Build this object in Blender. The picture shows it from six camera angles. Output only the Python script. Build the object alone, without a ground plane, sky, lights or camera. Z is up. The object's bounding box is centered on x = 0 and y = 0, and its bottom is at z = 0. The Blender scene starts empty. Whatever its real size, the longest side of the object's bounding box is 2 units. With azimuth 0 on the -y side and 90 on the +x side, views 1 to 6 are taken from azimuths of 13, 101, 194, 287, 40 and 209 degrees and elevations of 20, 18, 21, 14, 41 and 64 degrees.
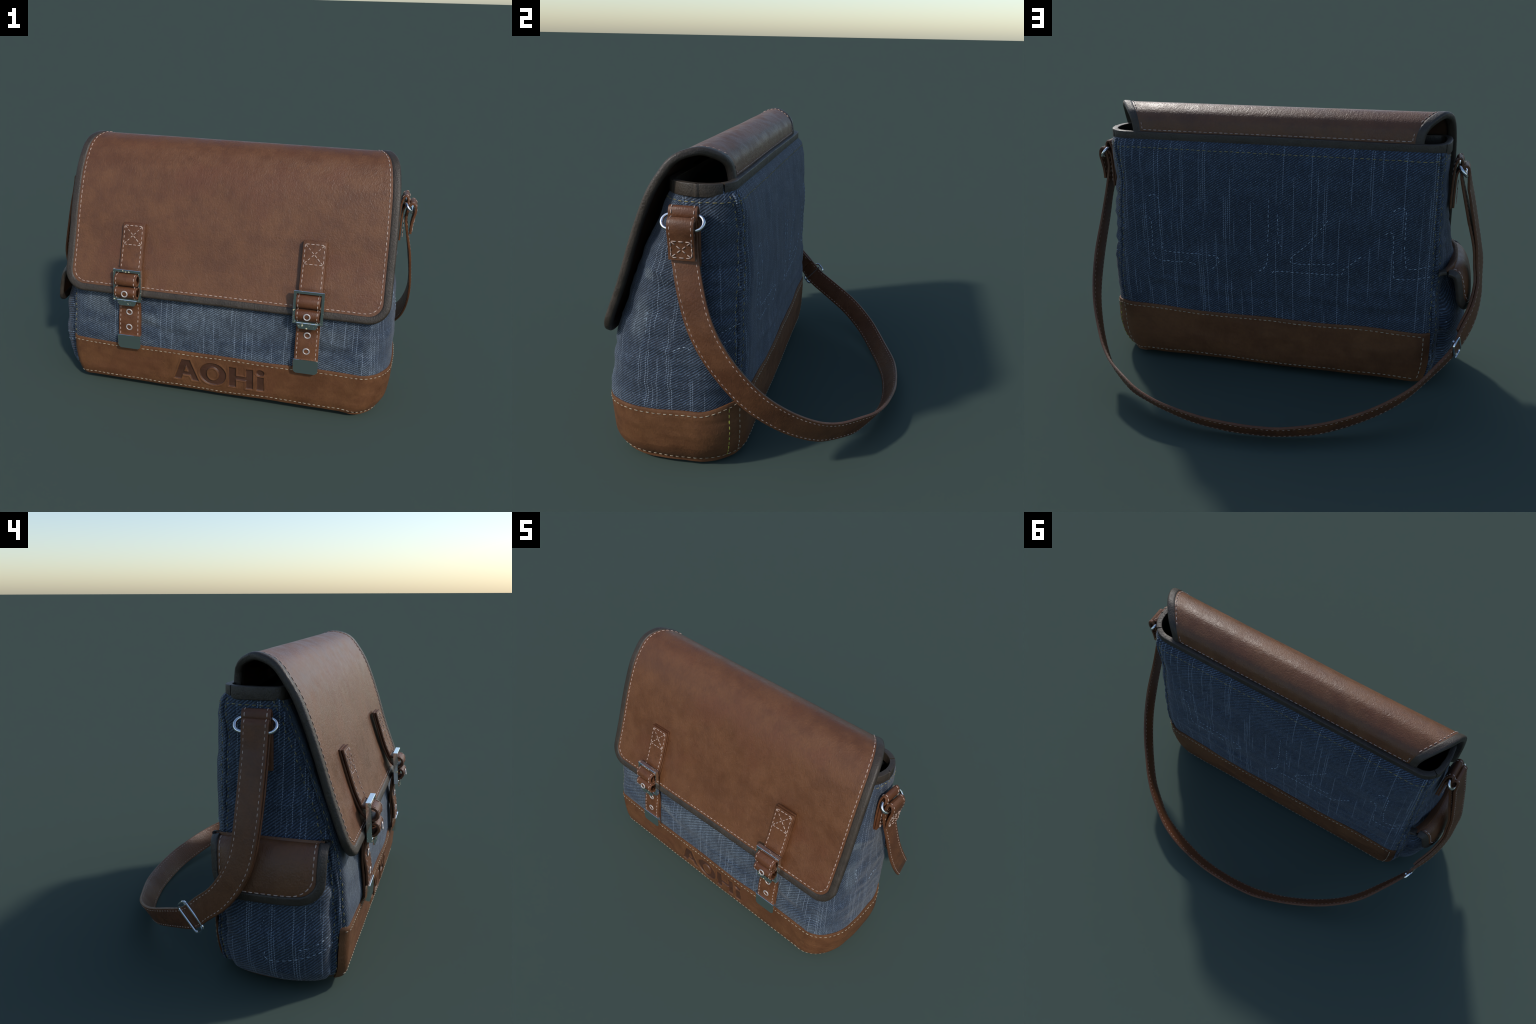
# Denim and leather messenger bag, built part by part.
import bpy, math, random
import numpy as np
from mathutils import Vector, noise

random.seed(7)
CX = 0.045                      # the bag's own middle plane (the strap slider side reaches further out)

# ----------------------------------------------------------------------------------------- helpers
def norm(v):
    v = np.asarray(v, float)
    return v / np.maximum(np.linalg.norm(v, axis=-1, keepdims=True), 1e-9)

def lerp(z, table):
    t = np.array(table, float)
    return np.interp(z, t[:, 0], t[:, 1])

def smooth(e0, e1, x):
    t = np.clip((np.asarray(x, float) - e0) / (e1 - e0), 0, 1)
    return t * t * (3 - 2 * t)

def spline(pts, n=200):
    """Catmull-Rom through the points, resampled evenly by arc length."""
    P = np.array(pts, float)
    P = np.vstack([2 * P[0] - P[1], P, 2 * P[-1] - P[-2]])
    out = []
    for i in range(1, len(P) - 2):
        a, b, c, d = P[i - 1], P[i], P[i + 1], P[i + 2]
        t = np.linspace(0, 1, 24, endpoint=False)[:, None]
        out.append(0.5 * (2 * b + (c - a) * t + (2 * a - 5 * b + 4 * c - d) * t ** 2 + (3 * b - a - 3 * c + d) * t ** 3))
    out.append(P[-2][None])
    return resample(np.vstack(out), n)

def resample(P, n):
    P = np.asarray(P, float)
    d = np.r_[0, np.cumsum(np.linalg.norm(np.diff(P, axis=0), axis=1))]
    s = np.linspace(0, d[-1], n)
    return np.stack([np.interp(s, d, P[:, k]) for k in range(P.shape[1])], 1)

def length(P):
    return float(np.sum(np.linalg.norm(np.diff(P, axis=0), axis=1)))

def fbm(p, scale, octaves=3, seed=0.0):
    return noise.fractal(Vector((p[0] * scale + seed, p[1] * scale + seed * 1.7, p[2] * scale)), 0.9, 2.0, octaves)

ROOT = None
def new_object(name, verts, faces, mat, parent=None, smooth_angle=40, stuff=False):
    me = bpy.data.meshes.new(name)
    me.from_pydata([tuple(map(float, v)) for v in verts], [], [tuple(map(int, f)) for f in faces])
    me.validate()
    me.polygons.foreach_set("use_smooth", [True] * len(me.polygons))
    me.update()
    if smooth_angle:
        me.set_sharp_from_angle(angle=math.radians(smooth_angle))
    for m in (mat if isinstance(mat, (list, tuple)) else [mat]):
        me.materials.append(m)
    ob = bpy.data.objects.new(name, me)
    bpy.context.scene.collection.objects.link(ob)
    ob.parent = parent or ROOT
    if stuff:
        ob["kind"] = "stuff"
    return ob

class Soup:
    """collects vertices and faces of several pieces"""
    def __init__(self): self.v, self.f = [], []
    def add(self, v, f):
        n = len(self.v)
        self.v.extend(map(tuple, v)); self.f.extend([tuple(i + n for i in q) for q in f])

def grid_faces(nu, nv, cu=False, cv=False, flip=False):
    F = []
    for i in range(nu if cu else nu - 1):
        for j in range(nv if cv else nv - 1):
            a, b = i * nv + j, ((i + 1) % nu) * nv + j
            c, d = ((i + 1) % nu) * nv + (j + 1) % nv, i * nv + (j + 1) % nv
            F.append((a, d, c, b) if flip else (a, b, c, d))
    return F

def grid_normals(P, cu=False):
    if cu:
        du = np.roll(P, -1, 0) - np.roll(P, 1, 0)
    else:
        du = np.gradient(P, axis=0)
    dv = np.gradient(P, axis=1)
    return norm(np.cross(du, dv))

def thick_sheet(P, N, t, round_edge=0.3):
    """closed sheet of thickness t below the grid P (N points out of the top face)"""
    nu, nv = P.shape[:2]
    v = np.vstack([P.reshape(-1, 3), (P - N * t).reshape(-1, 3)])
    n = nu * nv
    f = grid_faces(nu, nv) + [tuple(i + n for i in q) for q in grid_faces(nu, nv, flip=True)]
    edge = [i * nv for i in range(nu)] + [(nu - 1) * nv + j for j in range(1, nv)] + \
           [i * nv + nv - 1 for i in range(nu - 2, -1, -1)] + [j for j in range(nv - 2, 0, -1)]
    for a, b in zip(edge, edge[1:] + edge[:1]):
        f.append((b, a, a + n, b + n))
    return v, f

def rounded_rect(w, h, r, k=3):
    """cross-section with rounded corners; w, h are half sizes"""
    pts = []
    for cx, cy, a0 in ((w - r, h - r, 0), (-w + r, h - r, 90), (-w + r, -h + r, 180), (w - r, -h + r, 270)):
        for i in range(k + 1):
            a = math.radians(a0 + 90 * i / k)
            pts.append((cx + r * math.cos(a), cy + r * math.sin(a)))
    return pts

def circle(r, k=10):
    return [(r * math.cos(2 * math.pi * i / k), r * math.sin(2 * math.pi * i / k)) for i in range(k)]

def sweep(C, W, N, section, closed=False):
    C, W, N = map(np.asarray, (C, W, N))
    S = np.array(section)
    V = C[:, None] + S[None, :, 0, None] * W[:, None] + S[None, :, 1, None] * N[:, None]
    n, k = len(C), len(S)
    f = grid_faces(n, k, cu=closed, cv=True)
    if not closed:
        f.append(tuple(range(k)))
        f.append(tuple((n - 1) * k + i for i in range(k - 1, -1, -1)))
    return V.reshape(-1, 3), f

def frames(C, Wd, closed=False):
    T = norm(np.roll(C, -1, 0) - np.roll(C, 1, 0)) if closed else norm(np.gradient(C, axis=0))
    N = norm(np.cross(T, Wd))
    W = norm(np.cross(N, T))
    return T, W, N

def tube_loop(C, r, k=10, closed=True):
    T = norm(np.roll(C, -1, 0) - np.roll(C, 1, 0)) if closed else norm(np.gradient(C, axis=0))
    mid = C.mean(0)
    nrm = norm(np.cross(C[0] - mid, C[len(C) // 4] - mid)) if closed else norm(np.cross(T[0], T[len(T) // 2] + 1e-3))
    W = np.repeat(nrm[None], len(C), 0)
    N = norm(np.cross(T, W))
    return sweep(C, W, N, circle(r, k), closed)

def stitch_row(soup, P, N, pitch=0.026, long=0.018, rad=0.0024, lift=0.0008, start=0.5, wob=0.0, skip=0.0):
    """a row of separate thread stitches lying along the polyline P on a surface with normals N"""
    P, N = np.asarray(P, float), np.asarray(N, float)
    if N.ndim == 1: N = np.repeat(N[None], len(P), 0)
    d = np.r_[0, np.cumsum(np.linalg.norm(np.diff(P, axis=0), axis=1))]
    n = max(1, int(round(d[-1] / pitch)))
    step = d[-1] / n
    at = lambda s, A: np.array([np.interp(s, d, A[:, k]) for k in range(3)])
    for i in range(n):
        s = (i + start) * step
        if random.random() < skip: continue
        half = long / 2 * random.uniform(0.86, 1.1) * step / pitch
        a, c, b = at(max(s - half, 0), P), at(s, P), at(min(s + half, d[-1]), P)
        t = norm(b - a); nn = at(s, N); nn = norm(nn - t * (nn @ t)); w = np.cross(t, nn)
        c = c + w * random.uniform(-wob, wob)
        rings = ((-1.0, 0.35, -0.9), (-0.72, 0.95, 0.1), (0, 1.08, 0.45), (0.72, 0.95, 0.1), (1.0, 0.35, -0.9))
        v = []
        hl = np.linalg.norm(b - a) / 2
        for u, rr, z in rings:
            for k in range(6):
                an = math.pi * 2 * k / 6
                v.append(c + t * u * hl + w * rad * rr * math.cos(an) + nn * (rad * 0.8 * rr * math.sin(an) + rad * z * 0.6 + lift))
        f = grid_faces(5, 6, cv=True) + [tuple(range(6)), tuple(29 - i for i in range(6))]
        soup.add(v, f)

# --------------------------------------------------------------------------------------- materials
class Nodes:
    def __init__(self, name):
        self.mat = bpy.data.materials.new(name)
        self.mat.use_nodes = True
        self.t = self.mat.node_tree
        self.t.nodes.clear()
        self.out = self.t.nodes.new("ShaderNodeOutputMaterial")
        self.bsdf = self.t.nodes.new("ShaderNodeBsdfPrincipled")
        self.t.links.new(self.bsdf.outputs[0], self.out.inputs[0])
    def set(self, sock, val):
        if isinstance(val, bpy.types.NodeSocket): self.t.links.new(val, sock)
        elif val is not None:
            if hasattr(sock.default_value, "__len__") and isinstance(val, (tuple, list)):
                sock.default_value = tuple(val) + ((1,) if len(val) == 3 and len(sock.default_value) == 4 else ())
            else: sock.default_value = val
    def node(self, kind, **inputs):
        n = self.t.nodes.new(kind)
        for k, v in inputs.items():
            self.set(n.inputs[k.replace("_", " ")], v)
        return n
    def coords(self, vary=True):
        c = self.t.nodes.new("ShaderNodeTexCoord").outputs["Object"]
        if vary:
            r = self.t.nodes.new("ShaderNodeObjectInfo").outputs["Random"]
            c = self.vmath("ADD", c, self.combine(self.math("MULTIPLY", r, 7.0), 0.0, self.math("MULTIPLY", r, 3.0)))
        return c
    def math(self, op, a, b=0.0, c=0.0, clamp=False):
        n = self.t.nodes.new("ShaderNodeMath"); n.operation = op; n.use_clamp = clamp
        self.set(n.inputs[0], a); self.set(n.inputs[1], b); self.set(n.inputs[2], c)
        return n.outputs[0]
    def vmath(self, op, a, b=(0, 0, 0)):
        n = self.t.nodes.new("ShaderNodeVectorMath"); n.operation = op
        self.set(n.inputs[0], a); self.set(n.inputs[1], b)
        return n.outputs[0]
    def combine(self, x, y, z):
        n = self.t.nodes.new("ShaderNodeCombineXYZ")
        for i, v in enumerate((x, y, z)): self.set(n.inputs[i], v)
        return n.outputs[0]
    def split(self, v):
        n = self.t.nodes.new("ShaderNodeSeparateXYZ"); self.set(n.inputs[0], v)
        return n.outputs
    def noise(self, vec, scale, detail=2.0, rough=0.5, dist=0.0):
        n = self.node("ShaderNodeTexNoise", Vector=vec, Scale=scale, Detail=detail, Roughness=rough, Distortion=dist)
        return n.outputs["Fac"]
    def voronoi(self, vec, scale, feature="F1"):
        n = self.t.nodes.new("ShaderNodeTexVoronoi"); n.feature = feature
        self.set(n.inputs["Vector"], vec); self.set(n.inputs["Scale"], scale)
        return n.outputs["Distance"]
    def ramp(self, fac, lo, hi, a=0.0, b=1.0):
        n = self.t.nodes.new("ShaderNodeMapRange"); n.clamp = True; n.interpolation_type = "SMOOTHSTEP"
        for i, v in enumerate((fac, lo, hi, a, b)): self.set(n.inputs[i], v)
        return n.outputs[0]
    def mix(self, fac, a, b, blend="MIX"):
        n = self.t.nodes.new("ShaderNodeMix"); n.data_type = "RGBA"; n.blend_type = blend
        self.set(n.inputs[0], fac); self.set(n.inputs[6], a); self.set(n.inputs[7], b)
        return n.outputs[2]
    def bump(self, height, strength=0.3, dist=0.002, normal=None):
        n = self.node("ShaderNodeBump", Height=height, Strength=strength, Distance=dist)
        if normal is not None: self.set(n.inputs["Normal"], normal)
        return n.outputs[0]
    def finish(self, **kw):
        for k, v in kw.items():
            self.set(self.bsdf.inputs[k.replace("_", " ")], v)
        return self.mat

def leather(name, light, dark, red, rough=0.47, grain=0.35, spec=0.5, cloud=1.0):
    m = Nodes(name); v = m.coords()
    big = m.noise(v, 3.2 * cloud, 4, 0.6, 0.4)
    mid = m.noise(v, 11 * cloud, 4, 0.62)
    fine = m.noise(v, 75, 3, 0.6)
    pores = m.voronoi(m.vmath("MULTIPLY", v, (1.0, 1.0, 0.8)), 150)
    wrink = m.noise(m.vmath("MULTIPLY", v, (1.0, 1.0, 0.55)), 48, 4, 0.65, 1.2)
    col = m.mix(m.ramp(m.math("ADD", m.math("MULTIPLY", big, 0.55), m.math("MULTIPLY", mid, 0.45)), 0.36, 0.63), dark, light)
    col = m.mix(m.ramp(m.noise(m.vmath("ADD", v, (3.1, 1.2, 5.5)), 4.0, 3, 0.6), 0.48, 0.70, 0, 0.55), col, red)
    col = m.mix(m.ramp(fine, 0.35, 0.75, 0.0, 0.22), col, tuple(c * 0.55 for c in dark))
    h = m.math("ADD", m.math("MULTIPLY", wrink, 0.9), m.math("ADD", m.math("MULTIPLY", pores, -0.35), m.math("MULTIPLY", fine, 0.35)))
    return m.finish(Base_Color=col, Roughness=m.ramp(mid, 0.3, 0.75, rough - 0.06, rough + 0.1),
                    Specular_IOR_Level=spec, Normal=m.bump(h, grain, 0.0035))

def denim(name, wall, fade=0.5, period=0.0118, angle=33, seed=0.0, deep=(0.006, 0.010, 0.019), mid=(0.064, 0.106, 0.176),
          pale=(0.215, 0.272, 0.325), spots=()):
    """twill running up to the right; h is the distance along the wall, seen from outside to the right"""
    m = Nodes(name); v = m.coords(False)
    x, y, z = m.split(v)[:3]
    if wall == "front":                                    # the front, bent round both front corners and on along the right side
        yy = m.math("ADD", y, 0.56)
        h = m.math("ADD", x, m.math("MULTIPLY", yy, m.math("SUBTRACT", m.ramp(x, 0.74, 0.90), m.ramp(x, -0.72, -0.80))))
        behind = m.math("ADD", m.math("ADD", yy, 0.925), m.math("MULTIPLY", m.math("SUBTRACT", 0.925, x), 0.6))
        pick = m.math("MULTIPLY", m.math("GREATER_THAN", y, -0.22), m.math("GREATER_THAN", x, 0.5))
        h = m.math("ADD", m.math("MULTIPLY", h, m.math("SUBTRACT", 1.0, pick)), m.math("MULTIPLY", behind, pick))
    else:
        h = m.math("MULTIPLY", x if wall == "back" else y, -1.0)
    hz = m.combine(m.math("ADD", h, seed), z, 0.0)
    th = math.radians(angle)
    wave = m.math("MULTIPLY", m.math("SUBTRACT", m.noise(hz, 18, 2), 0.5), 0.006)
    p = m.math("ADD", m.math("SUBTRACT", m.math("MULTIPLY", z, math.cos(th)), m.math("MULTIPLY", h, math.sin(th))), wave)
    stripe = m.math("SINE", m.math("MULTIPLY", p, 2 * math.pi / (period * math.cos(th))))
    stripe = m.math("MULTIPLY_ADD", stripe, 0.5, 0.5)
    # yarn breaks along each twill line
    q = m.math("ADD", m.math("MULTIPLY", h, math.cos(th)), m.math("MULTIPLY", z, math.sin(th)))
    yarn = m.noise(m.combine(m.math("MULTIPLY", q, 150.0), m.math("MULTIPLY", p, 300.0), seed), 1.0, 2, 0.7)
    twill = m.math("MULTIPLY", m.math("POWER", stripe, 1.35), m.ramp(yarn, 0.28, 0.70, 0.35, 1.2))
    cloud = m.noise(hz, 3.0, 3, 0.55)
    patch = m.noise(m.vmath("MULTIPLY", hz, (1.0, 2.0, 1.0)), 7.5, 3, 0.6, 0.5)
    worn = m.math("MULTIPLY", m.ramp(m.math("ADD", m.math("MULTIPLY", cloud, 0.55), m.math("MULTIPLY", patch, 0.45)), 0.38, 0.64), m.ramp(h, 0.80, 1.0, fade, fade * 0.25))
    for (hh, zz, rh, rz, amount) in spots:                 # places rubbed pale by use, plus sun patches painted on the right side
        dh = m.math("DIVIDE", m.math("SUBTRACT", h, hh), rh)
        dz = m.math("DIVIDE", m.math("SUBTRACT", z, zz), rz)
        rr = m.math("ADD", m.math("MULTIPLY", dh, dh), m.math("MULTIPLY", dz, dz))
        worn = m.math("ADD", worn, m.math("MULTIPLY", m.ramp(m.math("ADD", rr, m.math("MULTIPLY", m.math("SUBTRACT", patch, 0.5), 1.6)), 1.0, 0.0), amount))
    worn = m.math("MINIMUM", worn, 1.0)
    col = m.mix(twill, deep, mid)
    palecol = m.mix(twill, tuple(c * 0.20 for c in pale), pale)
    col = m.mix(worn, col, palecol)
    col = m.mix(m.ramp(m.noise(hz, 5.5, 3, 0.55), 0.34, 0.66, 0.30, 0.0), col, (0.008, 0.013, 0.024))   # uneven dye
    streak = m.noise(m.vmath("MULTIPLY", hz, (1.0, 0.22, 1.0)), 62, 2, 0.6)
    col = m.mix(m.ramp(streak, 0.36, 0.64, 0.42, 0.0), col, (0.007, 0.012, 0.022))
    # slub yarns: thin pale vertical threads at uneven distances, broken into dashes where the weft passes over
    n_ = m.math("ADD", m.math("DIVIDE", h, 0.0105), m.math("MULTIPLY", m.noise(m.combine(seed, z, 0.0), 2.5, 1), 0.5))
    cell = m.math("FLOOR", n_)
    wn = m.t.nodes.new("ShaderNodeTexWhiteNoise"); wn.noise_dimensions = "1D"; m.set(wn.inputs["W"], m.math("ADD", cell, seed))
    chosen = m.math("LESS_THAN", wn.outputs["Value"], 0.34)
    run = m.ramp(m.noise(m.combine(m.math("MULTIPLY", cell, 3.71), m.math("MULTIPLY", z, 3.0), seed), 1.0, 1, 0.5), 0.46, 0.56)
    line = m.ramp(m.math("ABSOLUTE", m.math("SUBTRACT", m.math("FRACT", n_), 0.5)), 0.22, 0.08)
    dash = m.math("MULTIPLY_ADD", m.math("SINE", m.math("MULTIPLY", z, 2 * math.pi / 0.0092)), 0.5, 0.5)
    slub = m.math("MULTIPLY", m.math("MULTIPLY", chosen, run), m.math("MULTIPLY", line, m.ramp(dash, 0.3, 0.7, 0.1, 1.0)))
    col = m.mix(m.math("MULTIPLY", slub, 0.72), col, (0.26, 0.32, 0.40))
    fleck = m.noise(m.combine(m.math("MULTIPLY", h, 1.4), z, seed + 9.0), 160, 1, 0.5)
    col = m.mix(m.ramp(fleck, 0.655, 0.72, 0.0, 0.65), col, (0.26, 0.33, 0.41))
    height = m.math("ADD", m.math("MULTIPLY", stripe, 0.7), m.math("ADD", m.math("MULTIPLY", yarn, 0.35), m.math("MULTIPLY", slub, 0.5)))
    rub = m.noise(m.vmath("MULTIPLY", hz, (1.0, 1.6, 1.0)), 20, 3, 0.6, 0.8)
    nrm = m.bump(height, 0.55, 0.003, m.bump(rub, 0.30, 0.010))
    return m.finish(Base_Color=col, Roughness=0.74, Specular_IOR_Level=0.35, Normal=nrm,
                    Sheen_Weight=0.12, Sheen_Roughness=0.5)

def thread(name, colour, dark):
    m = Nodes(name); v = m.coords(False)
    n = m.noise(v, 60, 2)
    return m.finish(Base_Color=m.mix(m.ramp(n, 0.35, 0.65), dark, colour), Roughness=0.7, Specular_IOR_Level=0.3)

def metal(name, colour, rough, chips=False):
    m = Nodes(name); v = m.coords()
    col, met, rgh = m.mix(0.0, colour, colour), 1.0, rough
    n = m.noise(v, 40, 3, 0.6)
    rgh = m.ramp(n, 0.3, 0.7, rough, rough + 0.06)
    if chips:   # plating worn through in flakes
        z = m.split(v)[2]
        flake = m.math("ADD", m.noise(v, 70, 3, 0.65), m.math("MULTIPLY", m.noise(v, 9, 2), 0.35))
        worn = m.ramp(flake, 0.81, 0.835)
        col = m.mix(worn, col, (0.72, 0.66, 0.42))
        rgh = m.math("ADD", rgh, m.math("MULTIPLY", worn, 0.4))
        met = m.math("SUBTRACT", 1.0, m.math("MULTIPLY", worn, 0.85))
    return m.finish(Base_Color=col, Metallic=met, Roughness=rgh)

M_FLAP = leather("brown_leather_flap", (0.134, 0.055, 0.022), (0.100, 0.039, 0.016), (0.116, 0.040, 0.018), 0.44, 0.55, 0.42, 1.4)
M_BASE = leather("tan_leather_base", (0.140, 0.059, 0.023), (0.097, 0.039, 0.016), (0.118, 0.045, 0.020), 0.60, 0.34, 0.26, 1.3)
M_STRAP = leather("brown_leather_strap", (0.126, 0.049, 0.019), (0.086, 0.032, 0.013), (0.112, 0.038, 0.017), 0.48, 0.40, 0.36, 1.6)
M_LETTER = leather("stamped_leather", (0.070, 0.028, 0.014), (0.052, 0.021, 0.011), (0.062, 0.022, 0.012), 0.5, 0.25)
M_TRIM = leather("dark_leather_binding", (0.044, 0.034, 0.025), (0.029, 0.022, 0.016), (0.037, 0.027, 0.020), 0.50, 0.6, 0.42, 2.0)
M_FRONT = denim("faded_denim_front", "front", 0.62, seed=1.3, spots=(
    (0.10, 0.46, 0.45, 0.10, 0.45), (-0.36, 0.43, 0.10, 0.05, 0.55), (-0.62, 0.48, 0.14, 0.07, 0.45), (0.63, 0.45, 0.12, 0.06, 0.55), (1.06, 0.66, 0.07, 0.13, 0.55), (1.08, 0.85, 0.055, 0.03, 0.8)))  # last two lighten the right side's denim where sunlight falls on it
M_BACK = denim("dark_denim_back", "back", 0.12, seed=4.1)
M_SIDE = denim("dark_denim_side", "side", 0.16, period=0.0135, angle=38, seed=7.7)
M_LINING = Nodes("dark_lining").finish(Base_Color=(0.012, 0.014, 0.018), Roughness=0.9)
M_SUEDE = leather("flap_underside_leather", (0.070, 0.032, 0.016), (0.046, 0.022, 0.012), (0.060, 0.026, 0.014), 0.7, 0.3, 0.3)
M_THREAD = thread("cream_thread", (0.47, 0.36, 0.30), (0.32, 0.22, 0.18))
M_PALE = thread("pale_thread", (0.42, 0.36, 0.26), (0.26, 0.20, 0.14))
M_YELLOW = thread("yellow_thread", (0.24, 0.205, 0.095), (0.12, 0.11, 0.06))
M_LIME = thread("lime_thread", (0.32, 0.34, 0.05), (0.22, 0.20, 0.05))
M_BLUE = thread("pale_blue_thread", (0.40, 0.49, 0.57), (0.19, 0.25, 0.33))
M_STEEL = metal("plated_metal", (0.86, 0.88, 0.86), 0.06, True)
M_PLATE = metal("polished_metal_tip", (0.86, 0.88, 0.86), 0.05)
M_CHROME = metal("chrome", (0.78, 0.80, 0.82), 0.13)

ROOT = bpy.data.objects.new("messenger_bag", None)
bpy.context.scene.collection.objects.link(ROOT)
ROOT["label"] = "blue denim messenger bag with brown leather flap and buckled straps"
ROOT["category"] = "messenger bag"

# ------------------------------------------------------------------------------------ body section
RIM_LOW, RIM_TOP = 1.170, 1.222
XR = [(0, .905), (.10, .922), (.25, .930), (.40, .932), (.60, .918), (.75, .905), (.90, .891), (1.10, .878), (1.25, .870)]
XL = [(0, -.80), (.25, -.805), (.60, -.800), (.75, -.795), (.90, -.790), (1.10, -.788), (1.25, -.785)]
YF = [(0, -.545), (.10, -.556), (.30, -.562), (.45, -.548), (.60, -.518), (.80, -.450), (1.00, -.372), (1.18, -.288), (1.25, -.275)]
YB = [(0, .005), (.15, .018), (.40, .026), (.85, .032), (1.00, .027), (1.10, .016), (1.165, -.004), (1.195, -.034), (1.25, -.044)]
BL = [(0, .06), (.10, .105), (.25, .128), (.40, .122), (.50, .100), (.62, .055), (.75, .028), (.95, .012), (1.25, .003)]   # side pocket swell
TILT = -0.014                    # the front leans a little further out on the right
SEG = (14, 130, 26, 60, 14)      # samples: half corner, long wall, round corner, short wall, half corner

Z_FOOT = 0.036                   # lower edge of the walls; the sole sags below it
def bottom_inset(z):
    k = np.clip((0.165 - z) / 0.13, 0, 1)
    kx = 0.024 * (1 - np.sqrt(np.clip(1 - k ** 2, 0, 1))) + 0.010 * k
    k2 = np.clip((0.11 - z) / 0.075, 0, 1)
    return kx, 0.017 * (1 - np.sqrt(np.clip(1 - k2 ** 2, 0, 1)))

def section(z, front_cols=None):
    """closed outline of the bag at height z, from the front left seam round past the right side;
    returns points and the sample index at which each of the three panels starts"""
    ix, iy = bottom_inset(z)
    xl, xr, yf, yb = lerp(z, XL) + ix, lerp(z, XR) - ix, lerp(z, YF) + iy, lerp(z, YB) - iy
    top, shoulder, low_ = smooth(0.5, 1.15, z), smooth(0.98, 1.18, z), smooth(0.62, 0.42, z)
    LF, RF = (.045, .055), (.160 - .045 * top, .195 - .075 * top)      # corner radii along x and y
    RB, LB = (.175 - .065 * shoulder, .200 - .085 * shoulder), (.165 - .075 * shoulder - .07 * low_, .135 - .04 * shoulder - .06 * low_)
    def arc(cx, cy, r, a0, a1, n):
        a = np.radians(np.linspace(a0, a1, n, endpoint=False))
        return np.c_[cx + r[0] * np.cos(a), cy + r[1] * np.sin(a)]
    def wall(a, b, n, bulge, ts=None, power=1.3):
        t = (np.linspace(0, 1, n, endpoint=False) if ts is None else ts)[:, None]
        a, b = np.array(a), np.array(b)
        d = b - a; d = d / np.linalg.norm(d)
        out = np.array([d[1], -d[0]])
        return a + (b - a) * t + out * bulge * np.sin(np.pi * t) ** power
    mid = smooth(1.2, 0.7, z) * smooth(0.0, 0.3, z)
    seam_lb = math.degrees(math.acos(max(-0.95, min(0.0, (xl + 0.024 - xl - LB[0]) / LB[0]))))   # the seam runs straight down
    P = []
    P.append(arc(xl + LF[0], yf + LF[1], LF, 207, 270, SEG[0]))
    P.append(wall((xl + LF[0], yf), (xr - RF[0], yf), SEG[1], .010 * mid, front_cols))
    P.append(arc(xr - RF[0], yf + RF[1], RF, 270, 360, SEG[2]))
    P.append(wall((xr, yf + RF[1]), (xr, yb - RB[1]), SEG[3], .004))
    P.append(arc(xr - RB[0], yb - RB[1], RB, 0, 60, SEG[4]))
    n1 = sum(map(len, P))
    P.append(arc(xr - RB[0], yb - RB[1], RB, 60, 90, SEG[0]))
    P.append(wall((xr - RB[0], yb), (xl + LB[0], yb), SEG[1], .010 * mid))
    P.append(arc(xl + LB[0], yb - LB[1], LB, 90, seam_lb, SEG[0]))
    n2 = sum(map(len, P))
    P.append(arc(xl + LB[0], yb - LB[1], LB, seam_lb, 180, SEG[0]))
    P.append(wall((xl, yb - LB[1]), (xl, yf + LF[1]), 80, lerp(z, BL), power=1.25 - 0.85 * smooth(0.62, 0.40, z)))
    P.append(arc(xl + LF[0], yf + LF[1], LF, 180, 207, SEG[0]))
    S = np.vstack(P)
    S[:, 1] += TILT * (S[:, 0] - CX) * smooth(-0.15, -0.45, S[:, 1])
    return S, n1, n2

# creases pressed into the cloth: (distance along the wall, height, slope in degrees, half length, half width, depth)
CREASES = {
    "front": [(-.33, .43, -12, .10, .014, .007), (-.33, .39, -12, .09, .012, -.006), (.63, .43, -10, .10, .014, .007), (.63, .38, -8, .09, .012, -.006), (.15, .36, 3, .25, .020, .005)],
    "right": [(-.10, .88, 10, .10, .018, -.008), (-.05, .80, 15, .10, .015, .007), (-.30, .86, -25, .07, .014, .008), (-.08, .62, 12, .09, .016, -.008), (-.03, .56, 14, .08, .015, .007), (-.30, .55, -20, .10, .020, .006)],
    "back": [(-.50, .47, -5, .25, .020, .007), (-.20, .42, 4, .30, .020, -.006), (.35, .45, -4, .25, .022, .007), (.60, .40, 5, .20, .020, -.007), (.50, .52, 3, .20, .020, .005)],
    "left": [(.33, .84, 12, .12, .016, -.009), (.36, .78, 10, .10, .014, .008), (.38, .72, 8, .10, .014, -.009), (.10, .75, -8, .09, .016, .007), (.15, .30, -12, .12, .020, .007), (.12, .22, -10, .12, .018, -.007)]}
def creased(where, h, z):
    d = 0.0
    for h0, z0, ang, L, w, depth in CREASES[where]:
        c, s_ = math.cos(math.radians(ang)), math.sin(math.radians(ang))
        u, v = (h - h0) * c + (z - z0) * s_, -(h - h0) * s_ + (z - z0) * c
        if abs(v) < 3 * w and abs(u) < 2.5 * L: d += depth * math.exp(-(v / w) ** 2 - (u / L) ** 2)
    return d

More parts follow.
